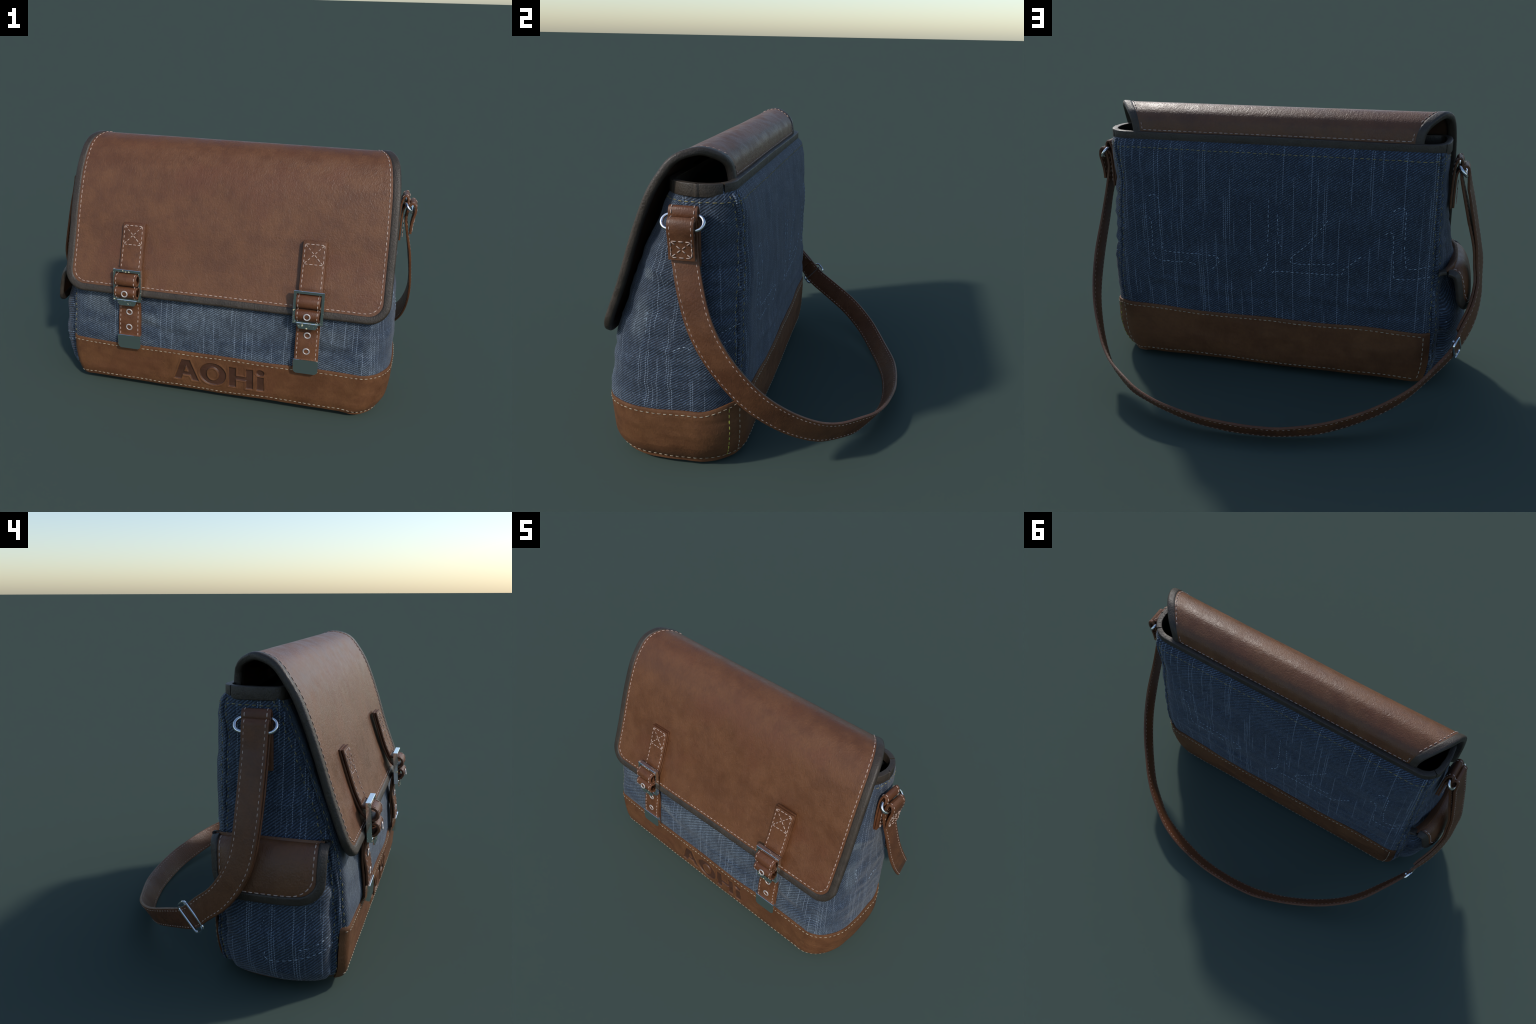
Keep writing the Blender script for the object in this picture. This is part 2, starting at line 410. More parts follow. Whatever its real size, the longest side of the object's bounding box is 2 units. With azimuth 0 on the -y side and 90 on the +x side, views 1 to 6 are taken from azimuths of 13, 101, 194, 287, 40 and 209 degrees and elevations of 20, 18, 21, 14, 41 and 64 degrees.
def shell(zs, offset=0.0, crumple=1.0, front_cols=None):
    rows, n1, n2 = [], 0, 0
    for z in zs:
        s, n1, n2 = section(z, front_cols)
        rows.append(np.c_[s, np.full(len(s), z)])
    P = np.stack(rows, 1)                                    # [around, height, xyz]
    N = grid_normals(P, cu=True)
    D = np.zeros(P.shape[:2])
    if crumple:
        for i in range(P.shape[0]):
            for j in range(P.shape[1]):
                x, y, z = P[i, j]
                h = x + y if i < n1 else (y - x if i < n2 else -y)
                amp = smooth(1.17, 1.05, z)
                fold = fbm((h * 2.6, z * 8.5, 0.3 + (0 if i < n1 else 4 if i < n2 else 8)), 1.0, 3, 2.0)
                puff = fbm((x * 3.1, y * 3.1, z * 3.6), 1.0, 2, 5.0)
                side = 1.0 if (n1 > i > SEG[0] + SEG[1] or i > n2) else 0.55
                D[i, j] = amp * crumple * (0.0110 * side * fold + 0.005 * puff)
                where = ("front" if i < SEG[0] + SEG[1] + SEG[2] // 2 else "right") if i < n1 else ("back" if i < n2 else "left")
                if crumple > 0.9: D[i, j] += creased(where, {"front": x, "right": y, "back": -x, "left": -y}[where], z)
                # the cloth sinks a little where the seams pull it in
                for k in (0, n1, n2, P.shape[0]):
                    near = math.exp(-((i - k) / 7.0) ** 2)
                    if near > 0.01: D[i, j] += amp * crumple * near * (0.0045 * fbm((k * 0.7, z * 30.0, 0.0), 1.0, 2, 1.0) - 0.005)
    P = P + N * (D + offset)[..., None]
    return P, N, n1, n2

Z_BODY = np.concatenate([np.linspace(0.016, 0.15, 22, endpoint=False), np.linspace(0.15, 1.205, 120)])
BODY, BODY_N, N1, N2 = shell(Z_BODY)
tuck = np.ones(len(BODY))                                      # behind the leather base the cloth lies back
tuck[N2:] = 0
BODY -= BODY_N * (0.016 * tuck[:, None] * smooth(0.262, 0.225, BODY[..., 2]))[..., None]
for i in range(len(BODY)):                                    # lower edge of the cloth
    edge = min(max(i - N2, 0), len(BODY) - i)
    low = Z_FOOT + 0.010 + 0.004 * float(smooth(0, 8, edge))
    BODY[i, :, 2] = np.maximum(BODY[i, :, 2], low + (Z_BODY - Z_BODY[0]) * 0.02)

def panel(name, i0, i1, mat):
    P = np.take(BODY, range(i0, i1 + 1), axis=0, mode="wrap")
    return new_object(name, P.reshape(-1, 3), grid_faces(*P.shape[:2]), mat, smooth_angle=0)

front_panel = panel("front_panel", 0, N1, M_FRONT)
back_panel = panel("back_panel", N1, N2, M_BACK)
side_panel = panel("side_panel", N2, len(BODY), M_SIDE)

# closed lining inside, seen dark through the open ends under the flap
LP = BODY[::3, 20::6] - BODY_N[::3, 20::6] * 0.013
nu, nv = LP.shape[:2]
lv = list(LP.reshape(-1, 3)); lf = grid_faces(nu, nv, cu=True, flip=True)
lf.append(tuple(i * nv for i in range(nu)))
jl = nv - 6                                                    # inner cover closing the bag below the rim
cm = LP[:, jl].mean(0); cm[2] -= 0.035
base_i = len(lv); lv += [p * 0.5 + cm * 0.5 - np.array([0, 0, 0.010]) for p in LP[:, jl]] + [cm]
for i in range(nu):
    a, b = i, (i + 1) % nu
    lf.append((a * nv + jl, b * nv + jl, base_i + b, base_i + a)); lf.append((base_i + a, base_i + b, base_i + nu))
new_object("lining", lv, lf, M_LINING, smooth_angle=60)

def wall_point(i, z):
    """point and normal on the finished cloth at outline sample i (float) and height z"""
    j = float(np.interp(z, Z_BODY, np.arange(len(Z_BODY))))
    i0, j0 = int(i) % len(BODY), min(int(j), len(Z_BODY) - 2)
    fi, fj = i - int(i), j - j0
    i1 = (i0 + 1) % len(BODY)
    f = lambda A: (A[i0, j0] * (1 - fi) + A[i1, j0] * fi) * (1 - fj) + (A[i0, j0 + 1] * (1 - fi) + A[i1, j0 + 1] * fi) * fj
    return f(BODY), norm(f(BODY_N))

def on_panel(i_lo, i_hi, axis, value, z):
    """find the outline sample of a panel where coordinate `axis` has the value, at height z"""
    j = int(np.argmin(abs(Z_BODY - z)))
    col = BODY[i_lo:i_hi, j, axis]
    i = i_lo + int(np.argmin(abs(col - value)))
    return wall_point(i, z)

def beside(k, dist, z):
    """outline sample lying a given distance along the wall from sample k"""
    n, step, gone, i = len(BODY), 1 if dist > 0 else -1, 0.0, k
    j = int(np.argmin(abs(Z_BODY - z)))
    while True:
        d = float(np.linalg.norm(BODY[(i + step) % n, j] - BODY[i % n, j]))
        if gone + d >= abs(dist): return (i + step * (abs(dist) - gone) / d) % n
        gone += d; i += step

# seams: a raised cord of doubled cloth with a row of thread on each side
seam_thread = Soup()
for k, mat in ((0, M_SIDE), (N1, M_BACK), (N2, M_SIDE)):
    zz = np.linspace(Z_FOOT + 0.01 if k != N1 else 0.30, 1.178, 150)
    C = np.array([wall_point(k, z)[0] + wall_point(k, z)[1] * 0.002 for z in zz])
    Nn = np.array([wall_point(k, z)[1] for z in zz])
    T = norm(np.gradient(C, axis=0)); W = norm(np.cross(Nn, T))
    v, f = sweep(C, W, Nn, [(0.009 * math.cos(a), 0.0055 * math.sin(a)) for a in np.linspace(0, 2 * math.pi, 9)[:-1]])
    new_object("seam", v, f, mat, smooth_angle=60)
    for d in (-0.020, 0.020):
        at_ = [beside(k, d, z) for z in zz]
        row = np.array([wall_point(i, z)[0] for i, z in zip(at_, zz)])
        rn = np.array([wall_point(i, z)[1] for i, z in zip(at_, zz)])
        stitch_row(seam_thread, row, rn, 0.030, 0.014, 0.0021, wob=0.004)
# row of thread under the rim
for off in (0.0,):
    ii = np.arange(0, len(BODY), 2)
    row = np.array([wall_point(i, 1.150 - off)[0] for i in ii]); rn = np.array([wall_point(i, 1.150)[1] for i in ii])
    stitch_row(seam_thread, row, rn, 0.028, 0.018, 0.0021, wob=0.0015)
new_object("seam_stitching", seam_thread.v, seam_thread.f, M_YELLOW, front_panel, 0, True)

# ornamental pale stitching on the cloth: smooth curves, each given by a few points (distance along the wall, height)
BACK_CURVES = [
    [(.641, .914), (.621, .927), (.591, .911), (.584, .869), (.587, .733), (.578, .645), (.553, .632), (.300, .632), (.286, .595), (.328, .553)],
    [(.669, .808), (.649, .812), (.632, .779), (.633, .627), (.614, .584), (.582, .581), (.428, .582), (.397, .566)],
    [(.022, .943), (.026, .778), (.034, .618), (.080, .570)],
    [(-.021, .876), (-.027, .734), (-.052, .706)],
    [(-.269, .860), (-.169, .734), (-.088, .654), (-.111, .629), (-.280, .640), (-.308, .656)],
    [(.008, .565), (-.022, .581), (-.310, .589), (-.343, .617), (-.431, .697)],
    [(-.530, .805), (-.555, .821), (-.571, .791), (-.581, .616), (-.602, .592), (-.757, .604)],
    [(-.562, .916), (-.588, .938), (-.621, .920), (-.623, .761), (-.637, .657), (-.653, .647), (-.755, .656)]]
SIDE_CURVES = [[(-.370, .246), (-.380, .222), (-.432, .233), (-.500, .268)],
               [(-.250, .202), (-.243, .180), (-.264, .162), (-.328, .165), (-.432, .192), (-.500, .224)]]
RIGHT_CURVES = [[(-.069, .623), (.005, .655)], [(-.054, .582), (.005, .606)], [(-.255, .543), (-.202, .565), (-.171, .553)],
                [(-.36, .70), (-.366, .60)]]
for name, parent, curves, lo, hi, axis in (("ornamental_stitching", back_panel, BACK_CURVES, N1, N2, 0),
                                           ("ornamental_stitching", side_panel, SIDE_CURVES, N2, len(BODY), 1),
                                           ("ornamental_stitching", front_panel, RIGHT_CURVES, SEG[0] + SEG[1] + 4, N1, 1)):
    soup = Soup()
    for c in curves:
        p2 = spline([(a, b, 0) for a, b in c], 90)
        pn = [on_panel(lo, hi, axis, a, b) for a, b, _ in p2]
        P, N = np.array([q[0] for q in pn]), np.array([q[1] for q in pn])
        P[:, axis] = p2[:, 0]
        P = spline(P[::4], 120)
        N = norm(np.repeat(N.mean(0)[None], 120, 0))
        stitch_row(soup, P, N, 0.024, 0.014, 0.0013, 0.0008, wob=0.0012, skip=0.10)
    new_object(name, soup.v, soup.f, M_BLUE, parent, 0, True)

# --------------------------------------------------------------------------------------------- rim
def rim_piece(i0, i1):
    idx = np.linspace(i0, i1, max(12, int(i1 - i0)))
    rows = []
    s, _, _ = section(1.2)
    P3 = np.c_[s, np.full(len(s), (RIM_LOW + RIM_TOP) / 2)]
    get = lambda i: P3[int(i) % len(s)] * (1 - (i - int(i))) + P3[(int(i) + 1) % len(s)] * (i - int(i))
    C = np.array([get(i) for i in idx])
    up = np.repeat(np.array([[0, 0, 1.0]]), len(C), 0)
    T = norm(np.gradient(C, axis=0)); out = norm(np.cross(T, up))
    C = C + out * -0.005
    for k in range(len(C)):
        C[k, 2] += 0.004 * fbm(C[k], 2.0, 2, 11.0)
    v, f = sweep(C, out, up, rounded_rect(0.0145, (RIM_TOP - RIM_LOW) / 2, 0.0035, 3))
    return v, [q[::-1] for q in f]
g = 0.8
rim_ends = [SEG[0] - 4, SEG[0] + SEG[1] + 13, N1 - 3, N2 + 2, len(BODY) + SEG[0] - 4]
for a, b in zip(rim_ends[:-1], rim_ends[1:]):
    v, f = rim_piece(a + g * 0.5, b - g * 0.5)
    new_object("rim_binding", v, f, M_TRIM, smooth_angle=35)

# ------------------------------------------------------------------------------------ leather base
def letter_depth(x, z):
    """1 inside the stamped letters A O H i, 0 outside, smooth over the pressed edge"""
    def seg(ax, az, bx, bz, w):          # distance to a bar with square ends
        dx, dz = bx - ax, bz - az; L = math.hypot(dx, dz); ux, uz = dx / L, dz / L
        u = (x - ax) * ux + (z - az) * uz; t = abs(-(x - ax) * uz + (z - az) * ux)
        return max(t - w, -u, u - L)
    def box(x0, x1, z0, z1):
        return max(x0 - x, x - x1, z0 - z, z - z1)
    def ell(cx, cz, rx, rz):
        k = math.hypot((x - cx) / rx, (z - cz) / rz)
        return (k - 1) * min(rx, rz)
    d = 1.0
    if x < -0.05:
        legs = min(seg(-0.1950, 0.090, -0.1385, 0.245, 0.0175), seg(-0.0835, 0.090, -0.1415, 0.245, 0.0175), box(-0.170, -0.110, 0.132, 0.154))
        d = min(d, max(legs, 0.103 - z, z - 0.229))
    if -0.08 < x < 0.1:
        d = min(d, max(ell(0.0105, 0.1635, 0.0735, 0.0675), -ell(0.0105, 0.1640, 0.0345, 0.0415)))
    if x > 0.08:
        d = min(d, box(0.100, 0.138, 0.104, 0.224), box(0.194, 0.232, 0.103, 0.224), box(0.12, 0.21, 0.152, 0.174))
        d = min(d, box(0.253, 0.290, 0.102, 0.186), ell(0.271, 0.2115, 0.0215, 0.0185))
    return d

xa, xb = -0.235, 0.315                                        # fine columns where the letters stand
x_first, x_last = -0.735, 0.79
t_of = lambda x: (x - x_first) / (x_last - x_first)
cols = np.concatenate([np.linspace(0, t_of(xa), 50, endpoint=False), np.linspace(t_of(xa), t_of(xb), 250, endpoint=False),
                       np.linspace(t_of(xb), 1, 50, endpoint=False)])
keep_seg = SEG
SEG = (14, len(cols), 26, 60, 14)
Z_BASE = np.concatenate([np.linspace(Z_FOOT - 0.03, 0.09, 16, endpoint=False), np.linspace(0.09, 0.24, 76, endpoint=False), np.linspace(0.24, 0.33, 14)])
def back_shell():
    global SEG
    f, fn, a, b = shell(Z_BASE, 0.0075, 0.45, cols)
    return f, fn, a, b
BP, BN, B1, B2 = back_shell()
SEG = keep_seg
def base_top(p, i):
    x, y, z = p
    h = 0.278 + 0.010 * fbm((x * 1.5, y * 2.0, 0.0), 1.6, 2, 3.0)
    h += 0.045 * smooth(-0.12, 0.0, y) * smooth(0.9, 0.5, i / B1 if i < B1 else 0)
    if i >= B1: h = max(h, 0.314 + 0.006 * fbm((x * 2.5, 0, 0), 1.3, 2, 8.0))
    elif y > -0.16: h = h + (0.312 - h) * smooth(-0.16, 0.0, y)
    return h
ncol = B2 - 2                                                  # leather goes round front, right and back
base_P = np.zeros((ncol, len(Z_BASE), 3)); base_N = np.zeros_like(base_P)
for i in range(ncol):
    col, nn = BP[i], BN[i]
    top = base_top(col[-30], i)
    low = Z_FOOT + 0.004 - 0.026 * float(smooth(0.70, 0.86, col[40, 0])) + 0.012 * fbm((col[0, 0] * 2.2, col[0, 1] * 2.2, 0), 1.4, 2, 6.0)
    zt = low + (Z_BASE - Z_BASE[0]) / (Z_BASE[-1] - Z_BASE[0]) * (top - low)
    in_letters = (i < B1) and xa <= col[40, 0] <= xb and col[40, 1] < -0.4
    for j, z in enumerate(zt):
        p = np.array([np.interp(z, Z_BASE, col[:, k]) for k in range(3)]); p[2] = z
        q = norm(np.array([np.interp(z, Z_BASE, nn[:, k]) for k in range(3)]))
        base_P[i, j], base_N[i, j] = p, q
letter_mask = np.zeros((ncol, len(Z_BASE)))
for i in range(ncol):
    x, y = base_P[i, 50, :2]
    if xa < x < xb and y < -0.4:
        for j in range(len(Z_BASE)):
            d = letter_depth(base_P[i, j, 0], base_P[i, j, 2])
            letter_mask[i, j] = d
            base_P[i, j] -= base_N[i, j] * (0.0065 * float(smooth(0.0015, -0.0025, d)) - 0.0020 * math.exp(-((d - 0.005) / 0.0045) ** 2))
    else:
        letter_mask[i, :] = 1
# rolled upper edge
for k, j in enumerate((len(Z_BASE) - 1, len(Z_BASE) - 2)):
    base_P[:, j] -= base_N[:, j] * (0.0035, 0.001)[k]
v, f = thick_sheet(base_P, base_N, 0.0065)
nvb = len(Z_BASE)
quads = grid_faces(ncol, nvb)
inside = []
for q in quads:
    inside.append(np.mean([letter_mask[a // nvb, a % nvb] for a in q]) < 0.0)
plain = [q for q, s in zip(quads, inside) if not s] + f[len(quads):]
base_panel = new_object("base_panel", v, plain, M_BASE, smooth_angle=50)
NB = base_N.reshape(-1, 3)
# each stamped letter is a part of its own, sharing the border of the leather around it
for x0, x1 in ((-0.25, -0.064), (-0.064, 0.092), (0.092, 0.243), (0.243, 0.33)):
    lq = [q for q, s in zip(quads, inside) if s and x0 < v[q[0]][0] < x1]
    used = sorted({a for q in lq for a in q}); new = {a: k for k, a in enumerate(used)}
    new_object("letter", [v[a] for a in used], [tuple(new[a] for a in q) for q in lq], M_LETTER, base_panel, 0)
# underside of the bag
ring = BP[::4, 6]
mid = ring.mean(0)
uv, uf, n = [], [], len(ring)
for k, z in ((1.0, Z_FOOT + 0.016), (0.97, Z_FOOT + 0.002), (0.86, 0.024), (0.66, 0.008), (0.35, 0.003)):
    uv += [(mid[0] + (p[0] - mid[0]) * (1 - (1 - k) * 0.5), mid[1] + (p[1] - mid[1]) * k, z) for p in ring]
for r in range(4):
    uf += [(r * n + i, (r + 1) * n + i, (r + 1) * n + (i + 1) % n, r * n + (i + 1) % n) for i in range(n)]
uf.append(tuple(4 * n + i for i in range(n)))
new_object("underside", uv, uf, M_BASE, smooth_angle=60)

def base_row(i0, i1, height):
    """polyline on the leather at a given fraction of its height"""
    P, N = [], []
    for i in np.arange(i0, i1, 2):
        zt = base_P[i, :, 2]; z = height(zt)
        P.append([np.interp(z, zt, base_P[i, :, k]) for k in range(3)])
        N.append([np.interp(z, zt, base_N[i, :, k]) for k in range(3)])
    return np.array(P), norm(np.array(N))
soup = Soup()
P, N = base_row(4, ncol - 6, lambda zt: zt[-1] - 0.017); stitch_row(soup, P, N, 0.0255, 0.0160, 0.0019, wob=0.0006)
P, N = base_row(6, ncol - 8, lambda zt: zt[0] + 0.022); stitch_row(soup, P, N, 0.0255, 0.0160, 0.0019, wob=0.0006)
right_col = lambda y: B1 - 14 + int(np.argmin(abs(base_P[B1 - 14:B1 + 14, 60, 1] - y)))
for i, j0 in ((right_col(0.006), 0.024), (ncol - 7, 0.024)):
    zt = base_P[i, :, 2]; zz = np.linspace(zt[0] + j0, zt[-1] - 0.018, 30)
    P = np.array([[np.interp(z, zt, base_P[i, :, k]) for k in range(3)] for z in zz])
    stitch_row(soup, P, base_N[i, 40], 0.026, 0.017, 0.0021)
new_object("stitching", soup.v, soup.f, M_PALE, base_panel, 0, True)
soup = Soup()
i = right_col(-0.030); zt = base_P[i, :, 2]; zz = np.linspace(zt[0] + 0.024, zt[-1] - 0.018, 30)
stitch_row(soup, np.array([[np.interp(z, zt, base_P[i, :, k]) for k in range(3)] for z in zz]), base_N[i, 40], 0.026, 0.018, 0.0026)
new_object("stitching", soup.v, soup.f, M_LIME, base_panel, 0, True)

# -------------------------------------------------------------------------------------------- flap
PROFILE = [(-.046, 1.192), (-.046, 1.215), (-.050, 1.250), (-.061, 1.288), (-.093, 1.322), (-.155, 1.347), (-.215, 1.338), (-.262, 1.312),
           (-.302, 1.264), (-.360, 1.165), (-.430, .980), (-.490, .800), (-.548, .640), (-.574, .566)]
prof = spline([(0, a, b) for a, b in PROFILE], 300)[:, 1:]
S_MAX = length(prof)
SS = np.linspace(0, S_MAX, 300)
tan = norm(np.gradient(prof, axis=0))
pn = np.c_[tan[:, 1], -tan[:, 0]]                              # normal out of the bag in (y, z)
if pn[150, 0] > 0: pn = -pn
HALF_BY_Y = [(.04, .698), (.06, .720), (.10, .755), (.155, .793), (.215, .823), (.262, .839), (.302, .849), (.36, .858), (.43, .863), (.60, .866)]
half_s = lerp(-prof[:, 0], HALF_BY_Y)
for _ in range(60):
    half_s[1:-1] = half_s[1:-1] * 0.5 + (half_s[:-2] + half_s[2:]) * 0.25
def flap_half(s):
    return np.interp(s, SS, half_s)
def flap_at(x, s, lift=0.0):
    y, z = np.interp(s, SS, prof[:, 0]), np.interp(s, SS, prof[:, 1])
    ny, nz = np.interp(s, SS, pn[:, 0]), np.interp(s, SS, pn[:, 1])
    base = -0.003 + lift
    wav = 0.004 * fbm((x * 1.2, s * 1.5, 0), 1.5, 2, 14.0) * float(smooth(0.1, 0.5, s))
    return np.array([x, y + ny * (base + wav), z + nz * (base + wav)]), np.array([0, ny, nz])
def spread(x, s):                                              # the flap sits a little to the left on top
    return x - float(lerp(s, [(0, .015), (.20, .014), (.33, .007), (.50, .004), (1.2, .003)]))
def outline(inset, r):
    """flap edge in (x, s): right side, bottom, left side"""
    pts = []
    bot = S_MAX - inset
    for s in np.linspace(0, bot - r, 60, endpoint=False): pts.append((CX + flap_half(s) - inset, s))
    xr_, xl_ = CX + float(flap_half(bot)) - inset, CX - float(flap_half(bot)) + inset
    for a in np.linspace(0, 90, 14): pts.append((xr_ - r + r * math.cos(math.radians(a)), bot - r + r * math.sin(math.radians(a))))
    for x in np.linspace(xr_ - r, xl_ + r, 60)[1:-1]: pts.append((x, bot))
    for a in np.linspace(90, 180, 14): pts.append((xl_ + r + r * math.cos(math.radians(a)), bot - r + r * math.sin(math.radians(a))))
    for s in np.linspace(bot - r, 0, 60)[1:]: pts.append((CX - flap_half(s) + inset, s))
    return resample(np.array(pts), 420)

nu, nv = 110, 130
FP = np.zeros((nu, nv, 3)); FN = np.zeros((nu, nv, 3))
r0, inset0 = 0.085, 0.02
for i in range(nu):
    a = math.cos(math.pi * (1 - i / (nu - 1)))                  # columns crowd towards both edges
    hwb = float(flap_half(S_MAX)) - inset0
    dx = max(0.0, abs(a) * hwb - (hwb - r0))
    smax = S_MAX - inset0 - (r0 - math.sqrt(max(r0 * r0 - dx * dx, 0)))
    for j in range(nv):
        s = smax * j / (nv - 1)
        FP[i, j], FN[i, j] = flap_at(spread(CX + a * (float(flap_half(s)) - inset0), s), s)
v, f = thick_sheet(FP, FN, 0.011)
v, f = v, [q[::-1] for q in f]
flap = new_object("flap", v, f, [M_FLAP, M_SUEDE], smooth_angle=50)
nq = (nu - 1) * (nv - 1)
flap.data.polygons.foreach_set("material_index", [0] * nq + [1] * nq + [0] * (len(flap.data.polygons) - 2 * nq))

def flap_path(inset, r, lift=0.0):
    C, N = [], []
    for x, s in outline(inset, r):
        p, n_ = flap_at(spread(x, s), s, lift); C.append(p); N.append(n_)
    return np.array(C), np.array(N)
C, N = flap_path(0.021, 0.09, -0.012)
T = norm(np.gradient(C, axis=0)); W = norm(np.cross(N, T))
v, f = sweep(C, W, N, rounded_rect(0.0215, 0.0165, 0.0125, 4))
flap_binding = new_object("flap_binding", v, f, M_TRIM, flap, 35)
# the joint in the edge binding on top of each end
soup = Soup()
C, N = flap_path(0.052, 0.07, 0.0005)
stitch_row(soup, C[14:-14], N[14:-14], 0.0262, 0.0180, 0.0021, wob=0.0005)
P, N = [], []
for x in np.linspace(CX - 0.655, CX + 0.655, 80):
    p, n_ = flap_at(spread(x, 0.036), 0.036, 0.0005); P.append(p); N.append(n_)
stitch_row(soup, np.array(P), np.array(N), 0.0262, 0.0180, 0.0021)
for sx in (-1, 1):
    P, N = [], []
    for s in np.linspace(0.036, C.shape[0] * 0 + 0.075, 10):
        p, n_ = flap_at(spread(CX + sx * (float(flap_half(s)) - 0.052), s), s, 0.0005); P.append(p); N.append(n_)
    stitch_row(soup, np.array(P), np.array(N), 0.0262, 0.0180, 0.0021)
new_object("stitching", soup.v, soup.f, M_THREAD, flap, 0, True)

# ------------------------------------------------------------------- fastening straps with buckles
HALF, THICK = 0.0605, 0.0112
def profile_y(z):                                             # front of the flap leather at height z
    k = np.argsort(prof[150:, 1])
    return float(np.interp(z, prof[150:, 1][k], prof[150:, 0][k])) + 0.007
def front_y(z):
    return float(lerp(z, YF)) - 0.009
up_path = [(profile_y(z) - 0.029, z) for z in (.932, .88, .82, .76)] + [(-.546, .716), (-.554, .699), (-.576, .690), (-.600, .691), (-.620, .678), (-.623, .652), (-.608, .638),
          (-.590, .642), (-.565, .658), (-.545, .688)] + [(profile_y(z) - 0.0150, z) for z in (.74, .79, .86, .932)]
low_path = [(front_y(z) - 0.0250, z) for z in (.285, .34, .42)] + [(-.572, .49), (-.580, .535), (-.588, .562), (-.604, .568), (-.620, .577), (-.631, .598), (-.624, .619), (-.608, .623),
           (-.594, .612), (-.578, .590), (-.569, .545)] + [(front_y(z) - 0.0120, z) for z in (.46, .38, .29)]
def strap_ribbon(path):
    P = spline([(0, y, z) for y, z in path], 150)
    W = np.repeat(np.array([[1.0, 0, 0]]), len(P), 0)
    T, W, N = frames(P, W)
    v, f = sweep(P, W, N, rounded_rect(HALF, THICK / 2, 0.004, 3))
    return P, N, v, f
def span(P, N, lo, hi, outer=True):
    d = np.r_[0, np.cumsum(np.linalg.norm(np.diff(P, axis=0), axis=1))]
    k = (d >= lo) & (d <= hi)
    return P[k], N[k]
UPV, UPF, LOV, LOF = None, None, None, None
UP, UN, UPV, UPF = strap_ribbon(up_path)
LO, LN, LOV, LOF = strap_ribbon(low_path)
both = Soup(); both.add(UPV, UPF); both.add(LOV, LOF)
thread_soup = Soup()
for P, N, sgn in ((UP, UN, None), (LO, LN, None)):
    outward = N if N[5, 1] < 0 else -N
    k = int(len(P) * (0.56 if P is UP else 0.56))
    for sx in (-1, 1):
        row = P[2:k] + outward[2:k] * (THICK / 2) + np.array([sx * (HALF - 0.0115), 0, 0])
        stitch_row(thread_soup, row, outward[2:k], 0.0245, 0.0160, 0.0020)
    if P is UP:                                               # box with a cross at the top end
        d = np.r_[0, np.cumsum(np.linalg.norm(np.diff(P, axis=0), axis=1))]
        at = lambda x, s: np.array([x, np.interp(s, d, P[:, 1]), np.interp(s, d, P[:, 2])]) + outward[4] * THICK / 2
        e, s0, s1 = HALF - 0.0115, 0.012, 0.112
        for a, b in (((-e, s0), (e, s0)), ((-e, s1), (e, s1)), ((-e, s0), (e, s1)), ((e, s0), (-e, s1))):
            row = np.array([at(a[0] + (b[0] - a[0]) * t, a[1] + (b[1] - a[1]) * t) for t in np.linspace(0, 1, 12)])
            stitch_row(thread_soup, row, outward[4], 0.0235, 0.0165, 0.0022)

# square frame of the buckle, seen from the front in (x, z), leaning with the flap
def prism(poly, y0, y1, lean=0.0, zc=0.63, chamfer=0.002):
    """plate with the outline poly (x, z) between two depths, edges chamfered"""
    s = Soup(); n = len(poly); P = np.array(poly); c = P.mean(0)
    def ring_(y, sh):
        out = []
        for (x, z) in P + (c - P) / np.maximum(np.linalg.norm(c - P, axis=1, keepdims=True), 1e-6) * sh:
            out.append((x, y + (z - zc) * lean, z))
        return out
    v = ring_(y0, chamfer) + ring_(y0 - chamfer if y1 < y0 else y0 + chamfer, 0) + ring_(y1 + chamfer if y1 < y0 else y1 - chamfer, 0) + ring_(y1, chamfer)
    f = []
    for r in range(3):
        for i in range(n):
            f.append((r * n + i, r * n + (i + 1) % n, (r + 1) * n + (i + 1) % n, (r + 1) * n + i))
    f.append(tuple(range(n))[::-1]); f.append(tuple(3 * n + i for i in range(n)))
    return v, f
def frame_plate(w, h, bar, zc, y0, y1, lean):
    """rectangular frame with a rectangular opening, chamfered on the front"""
    rings = []
    for (ww, hh, y) in ((w, h, y0), (w, h, y1 + 0.0015), (w - 0.0015, h - 0.0015, y1), (w - bar + 0.001, h - bar + 0.001, y1), (w - bar, h - bar, y1 + 0.001), (w - bar, h - bar, y0)):
        rings.append([(sx * ww, y + sz * hh * lean, zc + sz * hh) for sx, sz in ((-1, -1), (1, -1), (1, 1), (-1, 1))])
    v = [p for r in rings for p in r]
    f = []
    for r in range(6):
        for i in range(4):
            a, b = r * 4 + i, r * 4 + (i + 1) % 4
            c, d = ((r + 1) % 6) * 4 + (i + 1) % 4, ((r + 1) % 6) * 4 + i
            f.append((a, b, c, d))
    return v, f
buckle_soup = Soup()
LEAN = 0.07
buckle_soup.add(*frame_plate(0.0765, 0.086, 0.0145, 0.632, -0.580, -0.602, LEAN))
buckle_soup.add(*prism([(-.054, .552), (.054, .552), (.050, .536), (.041, .524), (-.041, .524), (-.050, .536)], -0.600, -0.608, LEAN, 0.632))
# centre pin plate behind the rolls
buckle_soup.add(*prism([(-.068, .624), (.068, .624), (.068, .636), (-.068, .636)], -0.580, -0.590, LEAN, 0.632))

tip_poly = [(-.064, .345), (-.064, .285), (-.060, .274), (-.050, .267), (.050, .267), (.060, .274), (.064, .285), (.064, .345)]
tv, tf = prism(tip_poly, front_y(.31) - 0.014, front_y(.31) - 0.0345, 0.0, 0.31, 0.0018)

